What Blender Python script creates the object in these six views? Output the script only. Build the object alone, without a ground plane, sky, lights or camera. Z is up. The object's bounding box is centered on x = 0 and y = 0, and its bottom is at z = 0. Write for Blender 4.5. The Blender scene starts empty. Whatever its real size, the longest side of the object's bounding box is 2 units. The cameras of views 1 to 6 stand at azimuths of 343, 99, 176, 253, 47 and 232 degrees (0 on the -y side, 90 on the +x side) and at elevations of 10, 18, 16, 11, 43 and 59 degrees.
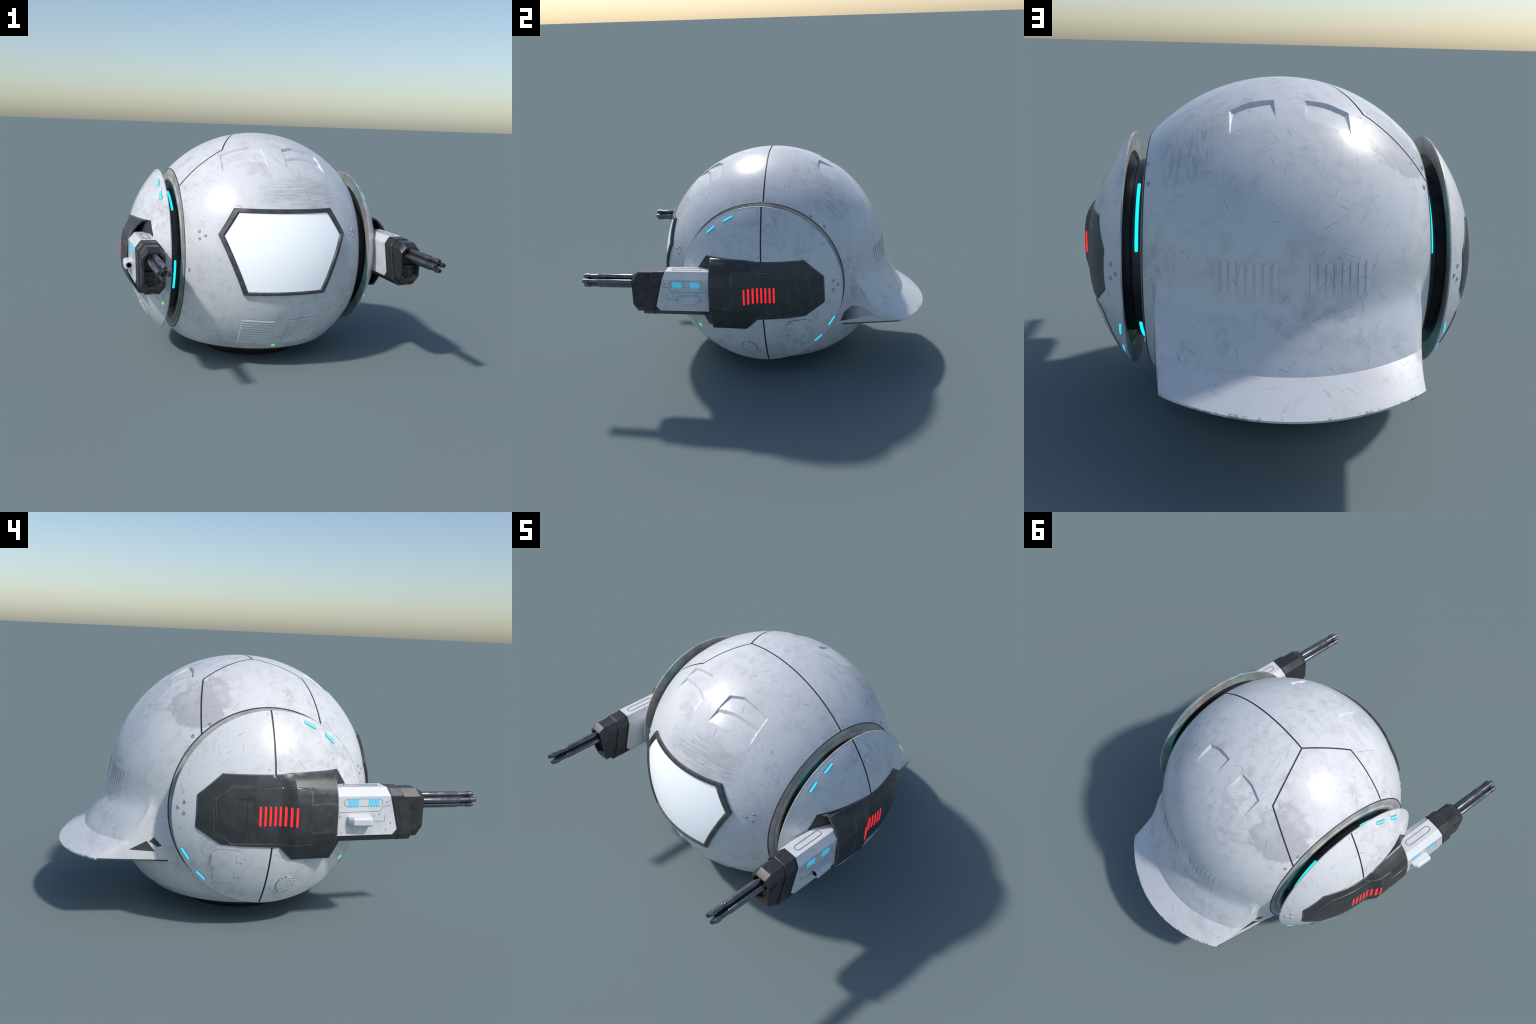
import bpy, bmesh, math, random
from mathutils import Vector, Matrix
random.seed(7)

# ------------------------------------------------------------------ frame
CY, CZ, R = 0.03, 0.62, 0.7105          # body sphere centre (x = 0) and radius
CUT_X = 0.521                          # the ball is sliced flat at |x| = CUT_X
CAP_X, CAP_R = 0.076, 0.7085           # side discs: nearly the same ball, shifted outwards
RIM_X, RIM_R = 0.600, 0.478            # disc rim plane and radius

scene = bpy.context.scene
root = bpy.data.objects.new("spherical_drone", None)
scene.collection.objects.link(root)
root["label"] = "round white armoured drone with side guns and tail skirt"
root["category"] = "combat drone"


# ------------------------------------------------------------------ materials
def nodes_of(name):
    m = bpy.data.materials.new(name)
    m.use_nodes = True
    nt = m.node_tree
    b = nt.nodes["Principled BSDF"]
    return m, nt, b


class NG:
    """small helper that chains shader nodes"""
    def __init__(self, nt):
        self.nt = nt
        self.tc = nt.nodes.new("ShaderNodeTexCoord").outputs["Object"]

    def n(self, t, **kw):
        nd = self.nt.nodes.new(t)
        for k, v in kw.items():
            setattr(nd, k, v)
        return nd

    def put(self, sock, v):
        if isinstance(v, bpy.types.NodeSocket):
            self.nt.links.new(v, sock)
        else:
            sock.default_value = v

    def math(self, op, a, b=0.0, c=0.0, clamp=False):
        nd = self.n("ShaderNodeMath", operation=op, use_clamp=clamp)
        for s, v in zip(nd.inputs, (a, b, c)):
            self.put(s, v)
        return nd.outputs[0]

    def mapping(self, loc=(0, 0, 0), rot=(0, 0, 0), scale=(1, 1, 1), vec=None):
        nd = self.n("ShaderNodeMapping")
        self.put(nd.inputs["Vector"], vec or self.tc)
        nd.inputs["Location"].default_value = loc
        nd.inputs["Rotation"].default_value = rot
        nd.inputs["Scale"].default_value = scale
        return nd.outputs[0]

    def noise(self, scale, detail=4, rough=0.55, vec=None, dist=0.0):
        nd = self.n("ShaderNodeTexNoise")
        self.put(nd.inputs["Vector"], vec or self.tc)
        nd.inputs["Scale"].default_value = scale
        nd.inputs["Detail"].default_value = detail
        nd.inputs["Roughness"].default_value = rough
        nd.inputs["Distortion"].default_value = dist
        return nd.outputs["Fac"]

    def ramp(self, v, lo, hi, a=0.0, b=1.0):
        nd = self.n("ShaderNodeMapRange", interpolation_type="SMOOTHSTEP")
        self.put(nd.inputs["Value"], v)
        nd.inputs["From Min"].default_value = lo
        nd.inputs["From Max"].default_value = hi
        nd.inputs["To Min"].default_value = a
        nd.inputs["To Max"].default_value = b
        return nd.outputs[0]

    def mix(self, f, a, b):
        nd = self.n("ShaderNodeMix", data_type="RGBA")
        self.put(nd.inputs[0], f)
        for s, v in ((nd.inputs[6], a), (nd.inputs[7], b)):
            self.put(s, (*v, 1.0) if isinstance(v, tuple) and len(v) == 3 else v)
        return nd.outputs[2]

    def blob(self, c, rad, soft=0.5, stretch=(1, 1, 1), wob=0.0):
        """soft ball mask around point c, its edge wobbled by noise"""
        v = self.mapping(loc=tuple(-a * s for a, s in zip(c, stretch)), scale=stretch)
        ln = self.n("ShaderNodeVectorMath", operation="LENGTH")
        self.put(ln.inputs[0], v)
        d = ln.outputs["Value"]
        if wob:
            d = self.math("ADD", d, self.math("MULTIPLY", self.math("SUBTRACT", self.noise(14, 5), 0.5), wob))
        return self.ramp(d, rad, rad * soft, 0.0, 1.0)

    def sep(self):
        nd = self.n("ShaderNodeSeparateXYZ")
        self.put(nd.inputs[0], self.tc)
        return nd.outputs


def scratches(g, scale, length, width, seed):
    """sparse straight nicks: in each Voronoi cell one randomly turned plane cuts a short line"""
    v = g.mapping(loc=(seed, seed * 0.7, -seed * 0.4))
    vo = g.n("ShaderNodeTexVoronoi")
    g.put(vo.inputs["Vector"], v)
    vo.inputs["Scale"].default_value = scale
    p = g.n("ShaderNodeVectorMath", operation="SUBTRACT")
    g.put(p.inputs[0], v)
    g.put(p.inputs[1], vo.outputs["Position"])
    c = g.n("ShaderNodeVectorMath", operation="SUBTRACT")
    g.put(c.inputs[0], vo.outputs["Color"])
    c.inputs[1].default_value = (0.5, 0.5, 0.5)
    nrm = g.n("ShaderNodeVectorMath", operation="NORMALIZE")
    g.put(nrm.inputs[0], c.outputs[0])
    dot = g.n("ShaderNodeVectorMath", operation="DOT_PRODUCT")
    g.put(dot.inputs[0], p.outputs[0])
    g.put(dot.inputs[1], nrm.outputs[0])
    ln = g.n("ShaderNodeVectorMath", operation="LENGTH")
    g.put(ln.inputs[0], p.outputs[0])
    d = g.math("ABSOLUTE", g.math("ADD", dot.outputs["Value"], g.math("MULTIPLY", g.math("SUBTRACT", g.noise(45, 2), 0.5), 0.006)))
    line = g.ramp(d, width, width * 0.35)
    span = g.ramp(ln.outputs["Value"], length, length * 0.45)
    grain = g.ramp(g.noise(70, 2), 0.35, 0.6, 0.25, 1.0)
    return g.math("MULTIPLY", g.math("MULTIPLY", line, span), grain)


WHITE = (0.70, 0.71, 0.73)


def make_white(name, base=WHITE, dirt=1.0, patches=False, rough=0.28, rims=None):
    m, nt, b = nodes_of(name)
    g = NG(nt)
    x, y, z = g.sep()
    big = g.ramp(g.noise(2.6, 5, 0.6, dist=0.5), 0.42, 0.66)
    fine = g.ramp(g.noise(17, 7, 0.72), 0.40, 0.68)
    cloud = g.math("MULTIPLY", big, fine)
    smear = g.math("MULTIPLY", g.ramp(g.noise(6.5, 6, 0.7, g.mapping(loc=(3, 1, 7)), 0.6), 0.52, 0.72), 0.7)
    cloud = g.math("MAXIMUM", cloud, smear)
    sp_area = g.ramp(g.noise(5.5, 3, 0.6), 0.50, 0.66)
    if rims:
        lo, hi = rims(g, x, y, z)
        sp_area = g.math("MAXIMUM", g.math("MULTIPLY", sp_area, 0.5), g.math("MULTIPLY", lo, g.ramp(g.noise(4, 3), 0.35, 0.6)))
    speck = g.math("MULTIPLY", g.ramp(g.noise(190, 2, 0.5), 0.60, 0.68), sp_area)
    s1 = scratches(g, 9.0, 0.038, 0.0020, 0.0)
    s2 = scratches(g, 13.0, 0.028, 0.0016, 3.3)
    s3 = scratches(g, 7.0, 0.045, 0.0016, 8.1)
    scr = g.math("MAXIMUM", g.math("MAXIMUM", s1, s2), s3)
    scr = g.math("MULTIPLY", scr, g.ramp(g.noise(4.5, 3, 0.6, g.mapping(loc=(9, 4, 2))), 0.40, 0.62, 0.45, 1.0))
    col = g.mix(g.math("MULTIPLY", cloud, 0.52 * dirt), base, (0.33, 0.33, 0.335))
    rgh = g.math("ADD", rough, g.math("MULTIPLY", cloud, 0.20))
    if patches:
        # rubbed grey patches: rear left panel, above the visor, rear right
        p = g.math("MAXIMUM", g.blob((-0.385, 0.33, 1.09), 0.165, 0.86, (1, 1, 1), 0.20),
                   g.math("MULTIPLY", g.blob((0.33, 0.40, 1.06), 0.17, 0.5, (1, 1, 1), 0.22),
                          g.ramp(g.noise(15, 4, 0.6, g.mapping(rot=(0, 0, 0.6), scale=(5, 1, 0.8))), 0.42, 0.58, 0.15, 0.8)))
        q = g.blob((0.12, -0.50, 1.00), 0.25, 0.45, (0.8, 1, 2.0), 0.20)
        streak = g.ramp(g.noise(16, 4, 0.6, g.mapping(scale=(0.6, 1, 6))), 0.34, 0.60, 0.25, 0.9)
        q = g.math("MULTIPLY", q, streak)
        p = g.math("MULTIPLY", p, g.ramp(g.noise(7, 5, 0.6), 0.30, 0.5, 0.3, 1.0))
        pq = g.math("MAXIMUM", p, q)
        col = g.mix(g.math("MULTIPLY", pq, 0.80), col, (0.43, 0.435, 0.455))
        rgh = g.math("ADD", rgh, g.math("MULTIPLY", pq, 0.12))
        # chipped brim edge and one small gouge
        edge = g.math("SUBTRACT", z, g.math("ADD", 0.338, g.math("MULTIPLY", g.math("MULTIPLY", x, x), 0.11)))
        chip = g.math("MULTIPLY", g.ramp(edge, 0.007, 0.003), g.ramp(y, 0.82, 0.86))
        chip = g.math("MULTIPLY", chip, g.ramp(g.noise(14, 4, 0.7), 0.52, 0.60))
        chip = g.math("MAXIMUM", chip, g.blob((-0.502, -0.473, 0.582), 0.011, 0.5, (1, 1, 0.6), 0.01))
        col = g.mix(g.math("MULTIPLY", chip, 0.6), col, (0.07, 0.072, 0.078))
    col = g.mix(g.math("MULTIPLY", speck, 0.55 * dirt), col, (0.22, 0.22, 0.22))
    col = g.mix(g.math("MULTIPLY", scr, 0.66 * dirt), col, (0.20, 0.20, 0.205))
    g.put(b.inputs["Base Color"], col)
    g.put(b.inputs["Roughness"], rgh)
    b.inputs["Specular IOR Level"].default_value = 0.5
    bump = g.n("ShaderNodeBump")
    bump.inputs["Strength"].default_value = 0.10
    bump.inputs["Distance"].default_value = 0.002
    g.put(bump.inputs["Height"], g.math("SUBTRACT", g.noise(50, 3), scr))
    g.put(b.inputs["Normal"], bump.outputs[0])
    return m


def body_rims(g, x, y, z):
    k = g.ramp(g.math("ABSOLUTE", x), 0.40, 0.51)
    return k, k


def disc_rims(g, x, y, z):
    dy = g.math("SUBTRACT", y, CY)
    dz = g.math("SUBTRACT", z, CZ)
    r = g.math("SQRT", g.math("ADD", g.math("MULTIPLY", dy, dy), g.math("MULTIPLY", dz, dz)))
    k = g.ramp(r, 0.32, 0.46)
    return k, k


def make_dark(name, base=(0.048, 0.050, 0.053), rough=0.38, metal=0.35, var=0.5):
    m, nt, b = nodes_of(name)
    g = NG(nt)
    c = g.ramp(g.noise(18, 6, 0.65), 0.35, 0.75)
    hi = tuple(min(1, v * (1 + var)) for v in base)
    col = g.mix(c, base, hi)
    s1 = scratches(g, 14.0, 0.03, 0.0012, 1.7)
    col = g.mix(g.math("MULTIPLY", s1, 0.35), col, tuple(min(1, v * 3.2) for v in base))
    g.put(b.inputs["Base Color"], col)
    g.put(b.inputs["Roughness"], g.math("ADD", rough, g.math("MULTIPLY", c, 0.12)))
    b.inputs["Metallic"].default_value = metal
    return m


def make_glow(name, col, strength, base=None, rough=0.4):
    m, nt, b = nodes_of(name)
    b.inputs["Base Color"].default_value = (*(base or col), 1)
    b.inputs["Emission Color"].default_value = (*col, 1)
    b.inputs["Emission Strength"].default_value = strength
    b.inputs["Roughness"].default_value = rough
    return m


def make_plain(name, col, rough=0.5, metal=0.0):
    m, nt, b = nodes_of(name)
    b.inputs["Base Color"].default_value = (*col, 1)
    b.inputs["Roughness"].default_value = rough
    b.inputs["Metallic"].default_value = metal
    return m


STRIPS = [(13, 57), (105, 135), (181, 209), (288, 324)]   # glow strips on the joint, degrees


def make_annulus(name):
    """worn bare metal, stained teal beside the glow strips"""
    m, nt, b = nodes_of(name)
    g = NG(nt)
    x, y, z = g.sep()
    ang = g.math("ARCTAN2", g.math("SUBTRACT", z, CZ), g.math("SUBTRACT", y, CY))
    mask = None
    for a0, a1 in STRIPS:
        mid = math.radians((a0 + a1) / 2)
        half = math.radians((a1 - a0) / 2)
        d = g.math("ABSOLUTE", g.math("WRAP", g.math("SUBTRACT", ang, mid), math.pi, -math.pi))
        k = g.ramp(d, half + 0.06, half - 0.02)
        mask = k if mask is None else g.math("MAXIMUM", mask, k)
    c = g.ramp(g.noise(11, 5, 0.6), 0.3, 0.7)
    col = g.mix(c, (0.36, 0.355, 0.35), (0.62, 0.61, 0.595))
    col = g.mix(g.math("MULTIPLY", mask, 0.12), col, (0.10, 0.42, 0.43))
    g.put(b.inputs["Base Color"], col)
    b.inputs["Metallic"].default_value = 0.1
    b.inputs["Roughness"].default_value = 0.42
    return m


M_BODY = make_white("body_paint", patches=True, rims=body_rims)
M_DISC = make_white("disc_paint", dirt=1.1, rims=disc_rims)
M_GUNW = make_white("gun_paint", dirt=0.9)
M_DARK = make_dark("dark_armour")
M_EDGE = make_dark("worn_edge_grey", (0.105, 0.105, 0.108), 0.36, 0.4)
M_DARKG = make_dark("dark_gun_metal", (0.050, 0.050, 0.052), 0.34, 0.5)
M_STEEL = make_dark("barrel_steel", (0.15, 0.152, 0.165), 0.25, 0.8)
M_GROOVE = make_plain("groove_black", (0.018, 0.019, 0.021), 0.55)
M_LINE = make_plain("panel_line_grey", (0.055, 0.058, 0.062), 0.55)
M_SOFTLINE = make_plain("faint_line_grey", (0.30, 0.31, 0.33), 0.5)
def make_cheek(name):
    """baked shade put into the colour, fading out towards the tail"""
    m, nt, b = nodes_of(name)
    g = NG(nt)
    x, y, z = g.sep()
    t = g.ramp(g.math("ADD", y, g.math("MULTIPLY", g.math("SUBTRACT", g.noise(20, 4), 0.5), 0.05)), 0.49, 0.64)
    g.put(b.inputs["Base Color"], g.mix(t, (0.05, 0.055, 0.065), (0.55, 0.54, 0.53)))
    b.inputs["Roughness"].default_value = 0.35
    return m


M_CHEEK = make_cheek("cheek_shade_tone")
M_MIDLINE = make_plain("recess_grey", (0.15, 0.155, 0.165), 0.5)
M_RING = make_dark("joint_dark", (0.055, 0.057, 0.064), 0.32, 0.4)
M_BASE = make_dark("base_black", (0.020, 0.021, 0.022), 0.5, 0.1)
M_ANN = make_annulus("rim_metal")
M_FRAME = make_dark("visor_frame_metal", (0.070, 0.072, 0.076), 0.30, 0.45, 0.9)
M_VISOR = make_glow("visor_white", (0.86, 0.93, 1.0), 0.28, (0.86, 0.87, 0.88), 0.22)
M_CYAN = make_glow("joint_cyan_light", (0.01, 0.93, 1.0), 1.0, (0.02, 0.5, 0.55))
M_SKY = make_glow("disc_cyan_light", (0.05, 0.62, 0.92), 0.85, (0.10, 0.50, 0.62))
M_GUNBLUE = make_glow("gun_blue_light", (0.04, 0.52, 0.80), 0.62, (0.08, 0.42, 0.55))
M_RED = make_glow("red_light", (1.0, 0.018, 0.022), 0.82, (0.6, 0.025, 0.025))
M_GREEN = make_glow("green_light", (0.13, 1.0, 0.12), 0.95, (0.1, 0.5, 0.1))
M_BOLT = make_dark("bolt_steel", (0.55, 0.56, 0.58), 0.30, 0.15, 0.25)
M_LENS = make_plain("lens_dark", (0.03, 0.033, 0.04), 0.12)


# ------------------------------------------------------------------ mesh helpers
def finish(bm, name, mats, parent, angle=32, smooth=True, recalc=True):
    if recalc:
        bmesh.ops.recalc_face_normals(bm, faces=bm.faces)
    me = bpy.data.meshes.new(name)
    bm.to_mesh(me)
    bm.free()
    if smooth:
        me.polygons.foreach_set("use_smooth", [True] * len(me.polygons))
        me.set_sharp_from_angle(angle=math.radians(angle))
    for m in (mats if isinstance(mats, (list, tuple)) else [mats]):
        me.materials.append(m)
    ob = bpy.data.objects.new(name, me)
    scene.collection.objects.link(ob)
    ob.parent = parent
    return ob


def mirror_bm(bm, s):
    if s < 0:
        for v in bm.verts:
            v.co.x = -v.co.x
        bmesh.ops.reverse_faces(bm, faces=bm.faces)


def sphere_pt(c, d):
    return Vector(c) + Vector(d).normalized() * R


def jowl(x, z, rear=0.0):
    """below the waist the shell is a little fuller than a true ball"""
    up = min(1.0, max(0.0, (z - 0.105) / 0.06))
    dn = min(1.0, max(0.0, (0.46 - z) / 0.16))
    return (0.003 + 0.010 * rear) * up * up * (3 - 2 * up) * dn * dn * (3 - 2 * dn) * (1 - min(1.0, abs(x) / CUT_X) ** 4)


# surfaces: (u, v) -> point, normal
def s_front(x, z):
    y = CY - math.sqrt(max(1e-6, R * R - x * x - (z - CZ) ** 2))
    d = Vector((x, y - CY, z - CZ))
    return Vector((0, CY, CZ)) + d * (1 + jowl(x, z)), d.normalized()


def flare(z):
    """how far the tail bell stands off the ball at height z"""
    pts = [(0.80, 0.0), (0.74, 0.0008), (0.70, 0.002), (0.66, 0.006), (0.635, 0.010), (0.61, 0.016), (0.59, 0.024), (0.57, 0.0355),
           (0.55, 0.050), (0.52, 0.073), (0.48, 0.104), (0.44, 0.138), (0.42, 0.155), (0.40, 0.172)]
    if z >= pts[0][0]:
        return 0.0
    for (z0, d0), (z1, d1) in zip(pts, pts[1:]):
        if z >= z1:
            t = (z0 - z) / (z0 - z1)
            return d0 + (d1 - d0) * t
    return pts[-1][1]


def s_back(x, z):
    y = CY + math.sqrt(max(1e-6, R * R - x * x - (z - CZ) ** 2))
    n = Vector((x, y - CY, z - CZ)).normalized()
    zc = 0.422 + 0.021 * min(1.0, abs(x) / 0.447) ** 2
    ze = 0.80 + (z - 0.80) * (0.80 - 0.422) / (0.80 - zc)
    return Vector((x, y + flare(ze) + 0.0008, z)), n


def s_cap(y, z):
    x = CAP_X + math.sqrt(max(1e-6, CAP_R ** 2 - (y - CY) ** 2 - (z - CZ) ** 2))
    return Vector((x, y, z)), Vector((x - CAP_X, y - CY, z - CZ)).normalized()


def lerp_table(tab, z):
    if z <= tab[0][0]:
        return tab[0][1]
    for (z0, a), (z1, b) in zip(tab, tab[1:]):
        if z <= z1:
            return a + (b - a) * (z - z0) / (z1 - z0)
    return tab[-1][1]


SEC_FRONT = [(0.405, 0.746), (0.440, 0.770), (0.475, 0.792), (0.510, 0.810), (0.555, 0.823), (0.625, 0.823), (0.692, 0.816), (0.735, 0.806), (0.769, 0.790), (0.800, 0.765), (0.829, 0.732)]
SEC_KINK = [(0.405, 0.752), (0.440, 0.776), (0.475, 0.798), (0.510, 0.814), (0.555, 0.824), (0.625, 0.826), (0.692, 0.822), (0.735, 0.815), (0.769, 0.803), (0.800, 0.782), (0.829, 0.752)]
Y_FRONT, Y_KINK, Y_FLUSH = -0.236, -0.030, 0.032


def housing_x(y, z):
    cap = s_cap(y, z)[0].x + 0.005
    if y >= Y_FLUSH:
        return cap
    k = lerp_table(SEC_KINK, z)
    if y >= Y_KINK:
        t = (Y_FLUSH - y) / (Y_FLUSH - Y_KINK)
        t = t * t * (3 - 2 * t) * 0.35 + t * 0.65
        c0 = s_cap(Y_FLUSH, z)[0].x + 0.005
        return max(cap, c0 + (k - c0) * t)
    f = lerp_table(SEC_FRONT, z)
    t = (Y_KINK - y) / (Y_KINK - Y_FRONT)
    return max(cap, k + (f - k) * t)


def notch(y, z):
    """pressed-in handle recess on the inner housing panel"""
    if 0.1495 <= y <= 0.2505 and 0.5795 <= z <= 0.7125:
        top = min(1.0, (0.7125 - z) / 0.006)
        bot = min(1.0, max(0.0, (z - 0.5795) / 0.05))
        side = min(1.0, (y - 0.1495) / 0.006)
        fade = max(0.0, min(1.0, (0.2505 - y) / 0.05))
        step = 0.5 if y < 0.190 else 1.0
        return -0.0040 * top * bot * side * fade * step
    return 0.0


def s_house(y, z):
    return Vector((housing_x(y, z), y, z)), Vector((1, 0, 0))


def s_house_notch(y, z):
    return Vector((housing_x(y, z) + notch(y, z), y, z)), Vector((1, 0, 0))


def conform(name, poly, surf, mat, parent, off=0.002, depth=0.004, step=0.03, bevel=0.0, bevel_h=None,
            gap=0.0, cuts=(), s=1, rim_mat=None, angle=32, make=True):
    """a plate whose outline is drawn in surface coordinates and wrapped on surf"""
    bm = bmesh.new()
    vs = [bm.verts.new((p[0], p[1], 0)) for p in poly]
    bm.faces.new(vs)
    if gap:
        r = bmesh.ops.inset_region(bm, faces=bm.faces[:], thickness=gap, use_boundary=True, use_even_offset=True)
        bmesh.ops.delete(bm, geom=r["faces"], context="FACES")
    if bevel:
        r = bmesh.ops.inset_region(bm, faces=bm.faces[:], thickness=bevel, use_boundary=True, use_even_offset=True)
        for f in r["faces"]:
            f.material_index = 1 if rim_mat else 0
    bmesh.ops.triangulate(bm, faces=bm.faces)
    lo = [min(p[i] for p in poly) for i in (0, 1)]
    hi = [max(p[i] for p in poly) for i in (0, 1)]
    lines = list(cuts)
    for ax in (0, 1):
        k = int((hi[ax] - lo[ax]) / step)
        for i in range(1, k + 1):
            lines.append((ax, lo[ax] + (hi[ax] - lo[ax]) * i / (k + 1)))
    for ax, val in lines:
        co = [0, 0, 0]; no = [0, 0, 0]
        co[ax] = val; no[ax] = 1
        bmesh.ops.bisect_plane(bm, geom=bm.verts[:] + bm.edges[:] + bm.faces[:], dist=1e-6, plane_co=co, plane_no=no)
    if bevel_h is None:
        bevel_h = bevel
    border = [e for e in bm.edges if e.is_boundary]
    bverts = {v for e in border for v in e.verts}
    uv = {v: (v.co.x, v.co.y) for v in bm.verts}
    ext = bmesh.ops.extrude_edge_only(bm, edges=border)
    new = [g for g in ext["geom"] if isinstance(g, bmesh.types.BMVert)]
    low = {v: (v.co.x, v.co.y) for v in new}
    walls = [g for g in ext["geom"] if isinstance(g, bmesh.types.BMFace)]
    for v, (a, b) in uv.items():
        p, n = surf(a, b)
        v.co = p + n * (off - (bevel_h if v in bverts and bevel else 0.0))
    for v, (a, b) in low.items():
        p, n = surf(a, b)
        v.co = p - n * depth
    if rim_mat:
        for f in walls:
            f.material_index = 1
    mirror_bm(bm, s)
    return finish(bm, name, [mat] + ([rim_mat] if rim_mat else []), parent, angle)


def stadium(cx, cy, ang, length, width, n=6):
    """rounded bar outline"""
    r = width / 2
    h = length / 2 - r
    pts = []
    for k, sgn in ((0, 1), (1, -1)):
        for i in range(n + 1):
            a = -math.pi / 2 + math.pi * i / n + (math.pi if k else 0)
            pts.append((sgn * h + r * math.cos(a), r * math.sin(a)))
    c, s_ = math.cos(ang), math.sin(ang)
    return [(cx + x * c - y * s_, cy + x * s_ + y * c) for x, y in pts]


def bar(a, b, width):
    d = (b[0] - a[0], b[1] - a[1])
    return stadium((a[0] + b[0]) / 2, (a[1] + b[1]) / 2, math.atan2(d[1], d[0]), math.hypot(*d) + width * 0.6, width)


def lathe_x(name, prof, mat, parent, s=1, n=160, angle=28):
    """profile [(x, r)] turned about the axis through the disc centre"""
    bm = bmesh.new()
    rings = []
    for x, r in prof:
        rings.append([bm.verts.new((x, CY + r * math.cos(2 * math.pi * i / n), CZ + r * math.sin(2 * math.pi * i / n)))
                      for i in range(n)])
    for a, b in zip(rings, rings[1:]):
        for i in range(n):
            bm.faces.new((a[i], a[(i + 1) % n], b[(i + 1) % n], b[i]))
    mirror_bm(bm, s)
    return finish(bm, name, mat, parent, angle)


def ribbon(name, pts, surf_n, width, mat, parent, lift=0.0008):
    """thin inlaid line through 3d points; surf_n gives the outward normal"""
    bm = bmesh.new()
    prev = None
    for i, p in enumerate(pts):
        a = pts[max(0, i - 1)]
        b = pts[min(len(pts) - 1, i + 1)]
        t = (b - a).normalized()
        n = surf_n(p)
        side = t.cross(n).normalized() * (width / 2)
        q = [bm.verts.new(p + side * k + n * h) for k, h in ((-1, -0.002), (-1, lift), (1, lift), (1, -0.002))]
        if prev:
            for j in range(3):
                bm.faces.new((prev[j], prev[j + 1], q[j + 1], q[j]))
        prev = q
    return finish(bm, name, mat, parent, 40)


# ------------------------------------------------------------------ body shell
SEAM_W, SEAM_IN, SEAM_D = 0.0042, 0.0027, 0.0045
J0 = Vector((-0.145, 0.018, 1.314))
P1 = Vector((-0.268, -0.217, 1.228))
P2 = Vector((-0.277, 0.306, 1.211))
BODY_SEAMS = [(J0, Vector((0.530, 0.046, 1.094))), (J0, P1), (P1, Vector((-0.525, -0.238, 1.014))),
              (J0, P2), (P2, Vector((-0.525, 0.360, 0.966)))]
CAP_SEAM = (Vector((0.590, 0.046, 1.10)), Vector((0.585, 0.063, 0.13)))

FRONT_SCOOP = [(0.059, -0.306), (0.130, -0.266), (0.293, -0.250), (0.306, -0.385), (0.053, -0.447)]
FRONT_STEP = [(0.059, -0.388), (0.150, -0.352), (0.297, -0.318)]
REAR_SCOOP = [(0.055, 0.331), (0.138, 0.326), (0.217, 0.344), (0.213, 0.451), (0.053, 0.427)]


def local_bisect(bm, test, planes):
    for co, no in planes:
        faces = [f for f in bm.faces if test(f.calc_center_median())]
        geom = set(faces)
        for f in faces:
            geom.update(f.edges)
            geom.update(f.verts)
        bmesh.ops.bisect_plane(bm, geom=list(geom), dist=1e-5, plane_co=co, plane_no=no)


def seam_frame(c, a, b):
    n = (a - c).cross(b - c).normalized()
    t = (b - a).normalized()
    return n, t


def cut_seam(bm, c, a, b):
    n, t = seam_frame(c, a, b)
    L = (b - a).length
    def test(p, c=c, n=n, a=a, t=t):
        return abs((p - c).dot(n)) < 0.03 and -0.03 < (p - a).dot(t) < L + 0.03 and (p - c).dot(a + b - 2 * c) > 0
    local_bisect(bm, test, [(c + n * k, n) for k in (-SEAM_W, -SEAM_IN, SEAM_IN, SEAM_W)])


def seam_dist(p, c, a, b):
    n, t = seam_frame(c, a, b)
    if (p - c).dot(a + b - 2 * c) < 0:
        return 9.0
    L = (b - a).length
    u = (p - a).dot(t)
    # perpendicular measure along the great circle, clamped at the ends
    d = abs((p - c).dot(n))
    if u < 0:
        d = max(d, -u)
    elif u > L:
        d = max(d, u - L)
    return d


def inward(poly, m):
    """edge lines of a plan polygon as (point, inward normal)"""
    cx = sum(p[0] for p in poly) / len(poly)
    cy = sum(p[1] for p in poly) / len(poly)
    out = []
    for i in range(len(poly)):
        a, b = poly[i], poly[(i + 1) % len(poly)]
        n = Vector((-(b[1] - a[1]), b[0] - a[0], 0)).normalized()
        if n.x * (cx - a[0]) + n.y * (cy - a[1]) < 0:
            n = -n
        out.append((Vector((a[0] * m, a[1], 0)), Vector((n.x * m, n.y, 0))))
    return out


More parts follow.
